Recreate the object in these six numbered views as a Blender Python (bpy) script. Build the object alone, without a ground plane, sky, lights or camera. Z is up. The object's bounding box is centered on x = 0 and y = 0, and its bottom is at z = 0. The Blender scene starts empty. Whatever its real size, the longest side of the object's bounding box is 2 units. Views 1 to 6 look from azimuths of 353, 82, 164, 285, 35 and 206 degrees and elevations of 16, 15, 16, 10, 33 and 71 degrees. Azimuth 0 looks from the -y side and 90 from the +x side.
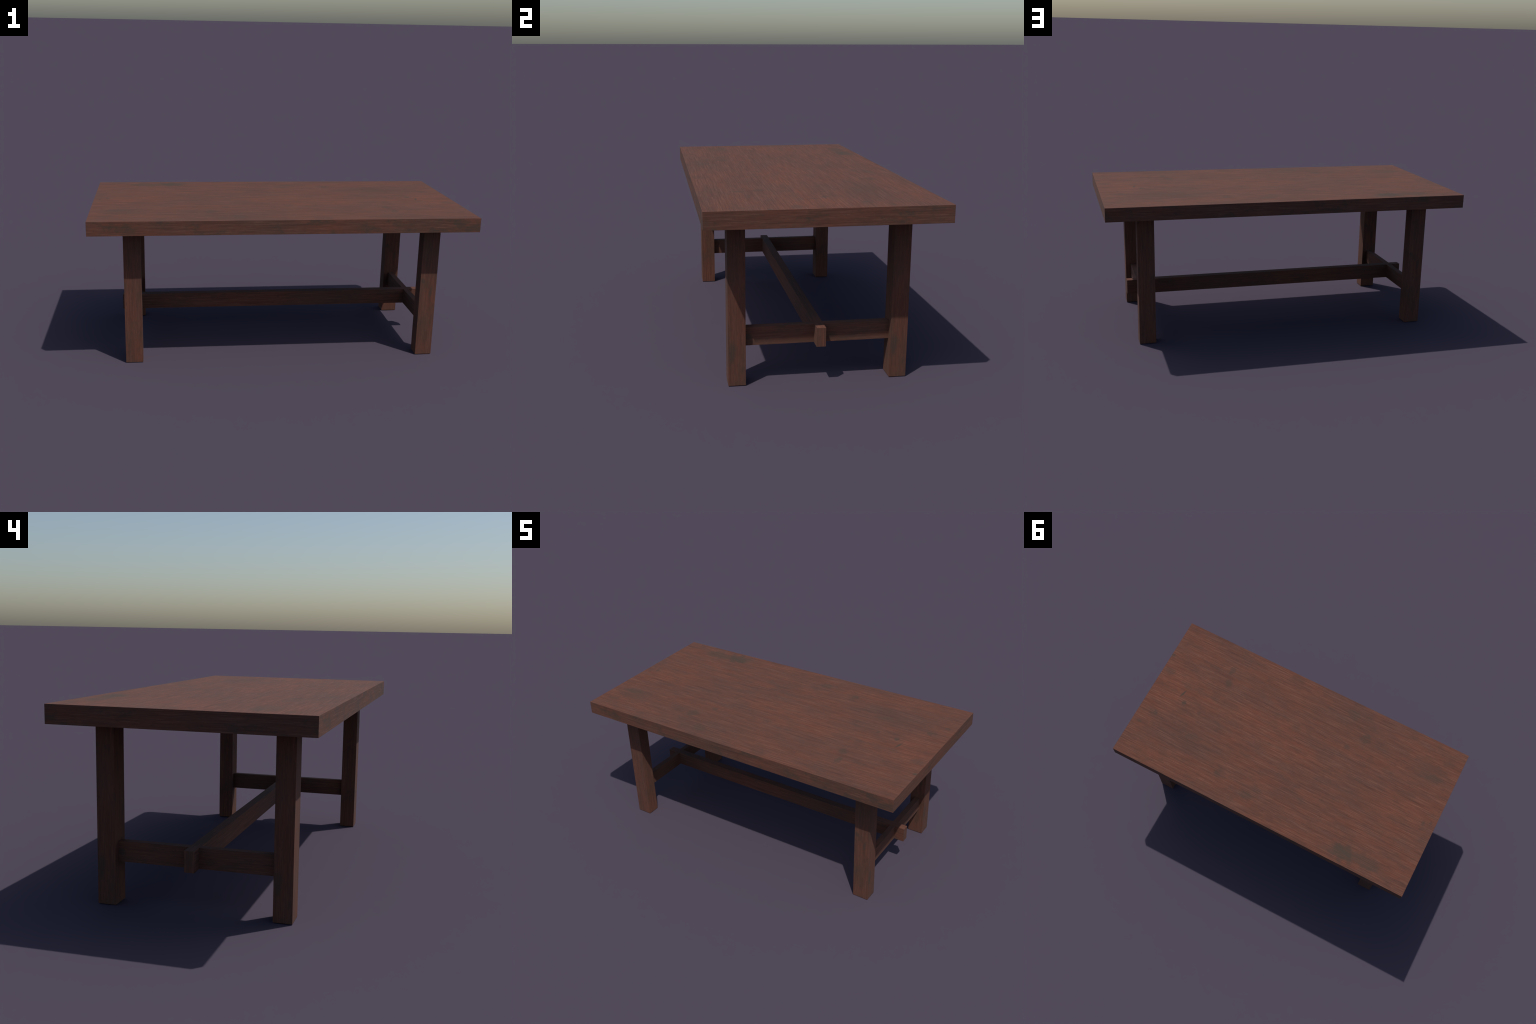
"""A heavy rectangular farmhouse table in reddish-brown stained wood: thick slab top,
four square posts, two cross rails and one through-tenoned long stretcher."""
import math
import bpy
import bmesh
from mathutils import Vector

# ------------------------------------------------------------------ dimensions (metres)
TOP_L, TOP_W = 2.0, 1.0                 # slab length (x) and width (y)
TOP_Z0, TOP_Z1 = 0.7177, 0.7910         # underside and upper face of the slab
LEG_X, LEG_SX, LEG_SY = 0.7850, 0.0890, 0.0745
LEG_Y = (-0.3552, 0.3470)               # the frame sits a few millimetres off centre
RAIL_X, RAIL_T = 0.7836, 0.0305
RAIL_Z0, RAIL_Z1 = 0.1675, 0.2500
BEAM_X, BEAM_T = 0.8560, 0.0400         # half length and thickness of the stretcher
BEAM_Z0, BEAM_Z1 = 0.1665, 0.2507

# ------------------------------------------------------------------ colours (linear base colours)
RED = (0.135, 0.0455, 0.0258)           # warm red brown
DUSK = (0.097, 0.0425, 0.0290)          # purplish, dustier brown
PALE = (0.180, 0.0830, 0.0570)          # worn light fibres
MOSS = (0.058, 0.0385, 0.0270)          # dark greenish stain
UMBER = (0.066, 0.0260, 0.0180)         # dark pores


# ------------------------------------------------------------------ node helpers
class Graph:
    def __init__(self, name):
        self.mat = bpy.data.materials.new(name)
        self.mat.use_nodes = True
        self.t = self.mat.node_tree
        self.t.nodes.clear()

    def node(self, kind, **props):
        n = self.t.nodes.new(kind)
        for k, v in props.items():
            setattr(n, k, v)
        return n

    def put(self, socket, value):
        if isinstance(value, bpy.types.NodeSocket):
            self.t.links.new(value, socket)
        elif isinstance(value, (tuple, list)) and socket.type == "RGBA" and len(value) == 3:
            socket.default_value = (*value, 1.0)
        else:
            socket.default_value = value

    def math(self, op, a, b=0.0, clamp=False):
        n = self.node("ShaderNodeMath", operation=op, use_clamp=clamp)
        self.put(n.inputs[0], a)
        self.put(n.inputs[1], b)
        return n.outputs[0]

    def vec(self, x, y, z):
        n = self.node("ShaderNodeCombineXYZ")
        for s, v in zip(n.inputs, (x, y, z)):
            self.put(s, v)
        return n.outputs[0]

    def split(self, v):
        n = self.node("ShaderNodeSeparateXYZ")
        self.put(n.inputs[0], v)
        return n.outputs

    def vmath(self, op, a, b=None):
        n = self.node("ShaderNodeVectorMath", operation=op)
        self.put(n.inputs[0], a)
        if b is not None:
            self.put(n.inputs[1], b)
        return n.outputs["Value" if op == "LENGTH" else "Vector"]

    def mix(self, f, a, b, blend="MIX"):
        n = self.node("ShaderNodeMix", data_type="RGBA", blend_type=blend)
        self.put(n.inputs["Factor"], f)
        self.put(n.inputs[6], a)
        self.put(n.inputs[7], b)
        return n.outputs[2]

    def vmix(self, f, a, b):
        n = self.node("ShaderNodeMix", data_type="VECTOR")
        self.put(n.inputs["Factor"], f)
        self.put(n.inputs[4], a)
        self.put(n.inputs[5], b)
        return n.outputs[1]

    def noise(self, v, scale, detail=3.0, rough=0.55, distort=0.0, offset=0.0):
        """Noise stretched by a per-axis scale (cycles per metre along, across, across)."""
        w = self.vmath("MULTIPLY", v, scale)
        w = self.vmath("ADD", w, (offset, offset * 1.7, offset * 0.6))
        n = self.node("ShaderNodeTexNoise", noise_dimensions="3D")
        self.put(n.inputs["Vector"], w)
        n.inputs["Scale"].default_value = 1.0
        n.inputs["Detail"].default_value = detail
        n.inputs["Roughness"].default_value = rough
        n.inputs["Distortion"].default_value = distort
        return n.outputs["Fac"]

    def ramp(self, v, lo, hi, out0=0.0, out1=1.0):
        n = self.node("ShaderNodeMapRange", interpolation_type="SMOOTHSTEP")
        self.put(n.inputs["Value"], v)
        for k, x in zip(("From Min", "From Max", "To Min", "To Max"), (lo, hi, out0, out1)):
            n.inputs[k].default_value = x
        return n.outputs["Result"]


def wood(name, grain, seed, spots=(), tone=1.0, blotch=1.0, grit=1.0, top_calm=0.0, band=(7.0, 26.0)):
    """Stained wood. grain(g, x, y, z, n) gives the (along, across, across) coordinates;
    each spot is (face axis, face sign, centre, size, turn in degrees, strength)."""
    g = Graph(name)
    coord = g.node("ShaderNodeTexCoord")
    obj, nor = coord.outputs["Object"], g.split(coord.outputs["Normal"])
    x, y, z = g.split(obj)
    v = grain(g, x, y, z, nor)

    # slow colour drift between warm and dusky brown
    drift = g.noise(v, (1.6, 5.0, 5.0), 3, 0.55, 0.3, seed)
    drift2 = g.noise(v, (band[0], band[1], band[1]), 4, 0.6, 0.2, seed + 4)
    d = g.math("ADD", g.math("MULTIPLY", drift, 0.60), g.math("MULTIPLY", drift2, 0.50))
    base = g.mix(g.ramp(d, 0.40, 0.68), DUSK, RED)

    # broad fibres, then fine fibres with dark pores and sparse pale streaks
    fibre = g.noise(v, (4.5, 150.0, 150.0), 3, 0.62, 0.0, seed + 9)
    base = g.mix(g.ramp(fibre, 0.50, 0.72, 0.0, 0.42 * grit), base, UMBER)
    base = g.mix(g.ramp(fibre, 0.49, 0.28, 0.0, 0.24 * grit), base, PALE)
    fine = g.noise(v, (8.0, 340.0, 340.0), 2, 0.5, 0.0, seed + 13)
    base = g.mix(g.ramp(fine, 0.55, 0.70, 0.0, 0.60 * grit), base, PALE)
    base = g.mix(g.ramp(fine, 0.48, 0.28, 0.0, 0.68 * grit), base, UMBER)

    speck = g.noise(v, (30.0, 420.0, 420.0), 2, 0.6, 0.0, seed + 17)
    base = g.mix(g.ramp(speck, 0.52, 0.68, 0.0, 0.55), base, UMBER)

    # greenish dark blotches scattered by noise, torn along the fibres
    cloud = g.noise(v, (9.0, 17.0, 17.0), 5, 0.62, 0.4, seed + 21)
    torn = g.noise(v, (38.0, 120.0, 120.0), 4, 0.6, 0.0, seed + 27)
    cl = g.math("ADD", cloud, g.math("MULTIPLY", g.math("SUBTRACT", torn, 0.5), 0.42))
    side = g.math("SUBTRACT", 1.0, g.math("MULTIPLY", g.math("ABSOLUTE", nor[2]), top_calm))
    warm = 0.0
    stain = g.math("MULTIPLY", g.ramp(cl, 0.49, 0.68), g.math("MULTIPLY", side, 0.80 * blotch), clamp=True)

    # stains and knots that sit at known places
    if spots:
        wob = g.node("ShaderNodeTexNoise", noise_dimensions="3D")
        g.put(wob.inputs["Vector"], obj)
        wob.inputs["Scale"].default_value = 22.0
        wob.inputs["Detail"].default_value = 6.0
        shift = g.vmath("SUBTRACT", wob.outputs["Color"], (0.5, 0.5, 0.5))
        for axis, sign, centre, size, turn, power in spots:
            facing = g.math("GREATER_THAN", g.math("MULTIPLY", nor[axis], float(sign)), 0.5)
            loc, sc, rot = [0.0] * 3, [50.0] * 3, [0.0] * 3
            a, b = [k for k in range(3) if k != axis]
            loc[a], loc[b] = centre
            sc[a], sc[b] = size
            rot[axis] = math.radians(turn if axis != 1 else -turn)
            p = g.vmath("ADD", obj, g.vmath("MULTIPLY", shift, (min(size) * 2.0,) * 3))
            m = g.node("ShaderNodeMapping", vector_type="TEXTURE")
            g.put(m.inputs["Vector"], p)
            m.inputs["Location"].default_value = loc
            m.inputs["Rotation"].default_value = rot
            m.inputs["Scale"].default_value = sc
            r = g.vmath("LENGTH", m.outputs[0])
            if power < 0.0:            # a soft warm patch instead of a stain
                warm = g.math("ADD", warm, g.math("MULTIPLY", g.ramp(r, 1.4, 0.1, 0.0, -power), facing), clamp=True)
                continue
            mask = g.math("MULTIPLY", g.ramp(r, 1.35, 0.45, 0.0, power), facing)
            if min(size) > 0.02:       # large stains are broken up by the fibres
                mask = g.math("MULTIPLY", mask, g.ramp(g.math("ADD", fibre, cloud), 0.85, 1.15, 1.0, 0.75))
            stain = g.math("MAXIMUM", stain, mask)
    base = g.mix(warm, base, (1.16, 1.10, 1.03), "MULTIPLY")
    base = g.mix(stain, base, g.mix(g.ramp(fine, 0.48, 0.70, 0.0, 0.7), MOSS, DUSK))
    if tone != 1.0:
        base = g.mix(1.0, base, (tone, tone, tone), "MULTIPLY")

    bump = g.node("ShaderNodeBump")
    bump.inputs["Strength"].default_value = 0.10
    bump.inputs["Distance"].default_value = 0.001
    g.put(bump.inputs["Height"], g.math("ADD", fine, g.math("MULTIPLY", fibre, 0.8)))

    bsdf = g.node("ShaderNodeBsdfPrincipled")
    g.put(bsdf.inputs["Base Color"], base)
    g.put(bsdf.inputs["Roughness"], g.ramp(fibre, 0.3, 0.7, 0.94, 1.0))
    bsdf.inputs["Specular IOR Level"].default_value = 0.45
    g.put(bsdf.inputs["Normal"], bump.outputs[0])
    out = g.node("ShaderNodeOutputMaterial")
    g.put(out.inputs["Surface"], bsdf.outputs[0])
    return g.mat


def side_mask(g, component):
    return g.math("GREATER_THAN", g.math("ABSOLUTE", component), 0.6)


def slab_grain(g, x, y, z, n):          # along x, but along y on the two end faces
    return g.vmix(side_mask(g, n[0]), g.vec(x, y, z), g.vec(y, g.math("ADD", x, 3.1), z))


def post_grain(g, x, y, z, n):
    return g.vec(z, x, y)


def rail_grain(g, x, y, z, n):
    return g.vec(y, x, z)


def beam_grain(g, x, y, z, n):          # upright fibres on the tenon ends
    return g.vmix(side_mask(g, n[0]), g.vec(x, y, z), g.vec(z, y, g.math("ADD", x, 1.7)))


# ------------------------------------------------------------------ geometry helpers
def block(name, lo, hi, round_=0.0004):
    """A squared timber between two corners, with its arrises barely eased."""
    me = bpy.data.meshes.new(name)
    bm = bmesh.new()
    bmesh.ops.create_cube(bm, size=1.0)
    lo, hi = Vector(lo), Vector(hi)
    for vert in bm.verts:
        vert.co = Vector(((c + 0.5) * (b - a) + a) for c, a, b in zip(vert.co, lo, hi))
    bmesh.ops.bevel(bm, geom=list(bm.edges), offset=round_, segments=2, profile=0.5, affect="EDGES")
    bm.to_mesh(me)
    bm.free()
    return me


def place(name, mesh, parent, at, turn=0.0):
    o = bpy.data.objects.new(name, mesh)
    bpy.context.scene.collection.objects.link(o)
    o.parent = parent
    o.location = at
    o.rotation_euler = (0.0, 0.0, turn)
    return o


# ------------------------------------------------------------------ where the marks sit
T = (2, 1)                              # upper face of the slab: axis z, facing up
TOP_SPOTS = [
    (*T, (-0.575, 0.425), (0.095, 0.052), 6, 1.0),
    (*T, (-0.710, 0.415), (0.120, 0.040), 4, 0.80),
    (*T, (-0.872, -0.262), (0.075, 0.032), 8, 0.75),
    (*T, (-0.830, -0.290), (0.120, 0.055), 0, 0.45),
    (*T, (-0.905, -0.385), (0.045, 0.022), 0, 0.50),
    (*T, (0.796, -0.030), (0.007, 0.030), -17, 0.95),
    (*T, (0.758, 0.022), (0.016, 0.015), 0, 0.95),
    (*T, (0.593, -0.318), (0.018, 0.036), 0, 0.62),
    (*T, (0.575, -0.233), (0.026, 0.026), 20, 0.62),
    (*T, (-0.383, -0.292), (0.042, 0.040), 0, 0.65),
    (*T, (-0.296, -0.196), (0.018, 0.018), 0, 0.55),
    (*T, (0.331, 0.336), (0.042, 0.036), 0, 0.55),
    (*T, (0.118, 0.379), (0.050, 0.026), 0, 0.60),
    (*T, (0.592, 0.200), (0.060, 0.022), 10, 0.62),
    (*T, (0.890, 0.164), (0.018, 0.018), 0, 0.65),
    (*T, (0.643, 0.039), (0.014, 0.012), 0, 0.50),
    (*T, (0.054, -0.164), (0.034, 0.030), 0, 0.50),
    (*T, (-0.241, -0.415), (0.045, 0.030), 0, 0.55),
    (*T, (0.189, -0.470), (0.045, 0.020), 0, 0.40),
    (*T, (-0.925, 0.031), (0.011, 0.018), 0, 0.60),
    (*T, (-0.966, 0.009), (0.011, 0.012), 0, 0.60),
    (*T, (-0.932, 0.068), (0.014, 0.012), 0, 0.45),
    (*T, (0.951, 0.259), (0.022, 0.013), 0, 0.45),
    (*T, (0.992, -0.241), (0.016, 0.014), 0, 0.75),
    (*T, (0.950, -0.127), (0.040, 0.026), 0, 0.50),
    (*T, (0.330, -0.090), (0.260, 0.075), 8, -0.75),
    (*T, (0.080, 0.020), (0.200, 0.070), 0, -0.65),
    (*T, (-0.260, -0.030), (0.200, 0.075), 0, -0.60),
    (*T, (0.600, -0.060), (0.180, 0.080), 0, -0.55),
    (*T, (-0.800, 0.100), (0.150, 0.170), 0, -0.55),
    (*T, (0.880, -0.060), (0.100, 0.160), 0, -0.50),
    (*T, (0.330, -0.330), (0.300, 0.070), 6, 0.12),
    (*T, (-0.060, -0.320), (0.260, 0.080), 0, 0.15),
    (*T, (0.520, 0.220), (0.250, 0.090), 0, 0.15),
    (*T, (-0.520, 0.070), (0.200, 0.070), 0, 0.12),
    (*T, (-0.420, -0.280), (0.150, 0.080), 0, 0.18),
]
LEG_SPOTS = [                           # local to the post: x across, z up
    (1, -1, (-0.029, 0.420), (0.012, 0.018), 0, 0.85),
    (1, -1, (0.015, 0.361), (0.009, 0.034), -6, 0.72),
    (1, -1, (0.002, 0.205), (0.013, 0.020), 0, 0.40),
    (1, -1, (0.000, 0.120), (0.022, 0.060), 0, 0.42),
    (0, 1, (-0.022, 0.150), (0.016, 0.050), 0, 0.80),
    (0, 1, (0.024, 0.070), (0.012, 0.022), 0, 0.45),
]
RAIL_SPOTS = [
    (0, 1, (-0.300, 0.040), (0.014, 0.014), 0, 0.8),
    (0, 1, (0.060, 0.030), (0.020, 0.012), 0, 0.5),
]

# ------------------------------------------------------------------ the table
table = bpy.data.objects.new("dining_table", None)
bpy.context.scene.collection.objects.link(table)
table["label"] = "long reddish-brown wooden table with thick top, square legs and stretcher"
table["category"] = "dining table"

slab = block("table_top", (-TOP_L / 2, -TOP_W / 2, 0), (TOP_L / 2, TOP_W / 2, TOP_Z1 - TOP_Z0))
slab.materials.append(wood("stained_slab", slab_grain, 3.0, TOP_SPOTS, tone=0.97, top_calm=0.62))
place("table_top", slab, table, (0, 0, TOP_Z0))

post = block("leg", (-LEG_SX / 2, -LEG_SY / 2, 0), (LEG_SX / 2, LEG_SY / 2, TOP_Z0 + 0.004))
post.materials.append(wood("stained_post", post_grain, 41.0, LEG_SPOTS, tone=0.94, blotch=0.6, grit=0.8, band=(5.0, 75.0)))
rail_len0, rail_len1 = LEG_Y[0] + LEG_SY / 2 - 0.004, LEG_Y[1] - LEG_SY / 2 + 0.004
half = (rail_len1 - rail_len0) / 2
rail = block("cross_rail", (-RAIL_T / 2, -half, 0), (RAIL_T / 2, half, RAIL_Z1 - RAIL_Z0))
rail.materials.append(wood("stained_rail", rail_grain, 77.0, RAIL_SPOTS, tone=0.97, blotch=0.6, grit=0.85, band=(5.0, 75.0)))
for end in (1, -1):                     # the same end frame twice, turned half round
    turn = 0.0 if end == 1 else math.pi
    for y in LEG_Y:
        place("leg", post, table, (end * LEG_X, y, 0), turn)
    place("cross_rail", rail, table, (end * RAIL_X, (rail_len0 + rail_len1) / 2, RAIL_Z0), turn)

beam = block("stretcher", (-BEAM_X, -BEAM_T / 2, 0), (BEAM_X, BEAM_T / 2, BEAM_Z1 - BEAM_Z0))
beam.materials.append(wood("stained_stretcher", beam_grain, 113.0, tone=0.97, blotch=0.6, grit=0.85, band=(5.0, 75.0)))
place("stretcher", beam, table, (0, 0, BEAM_Z0))
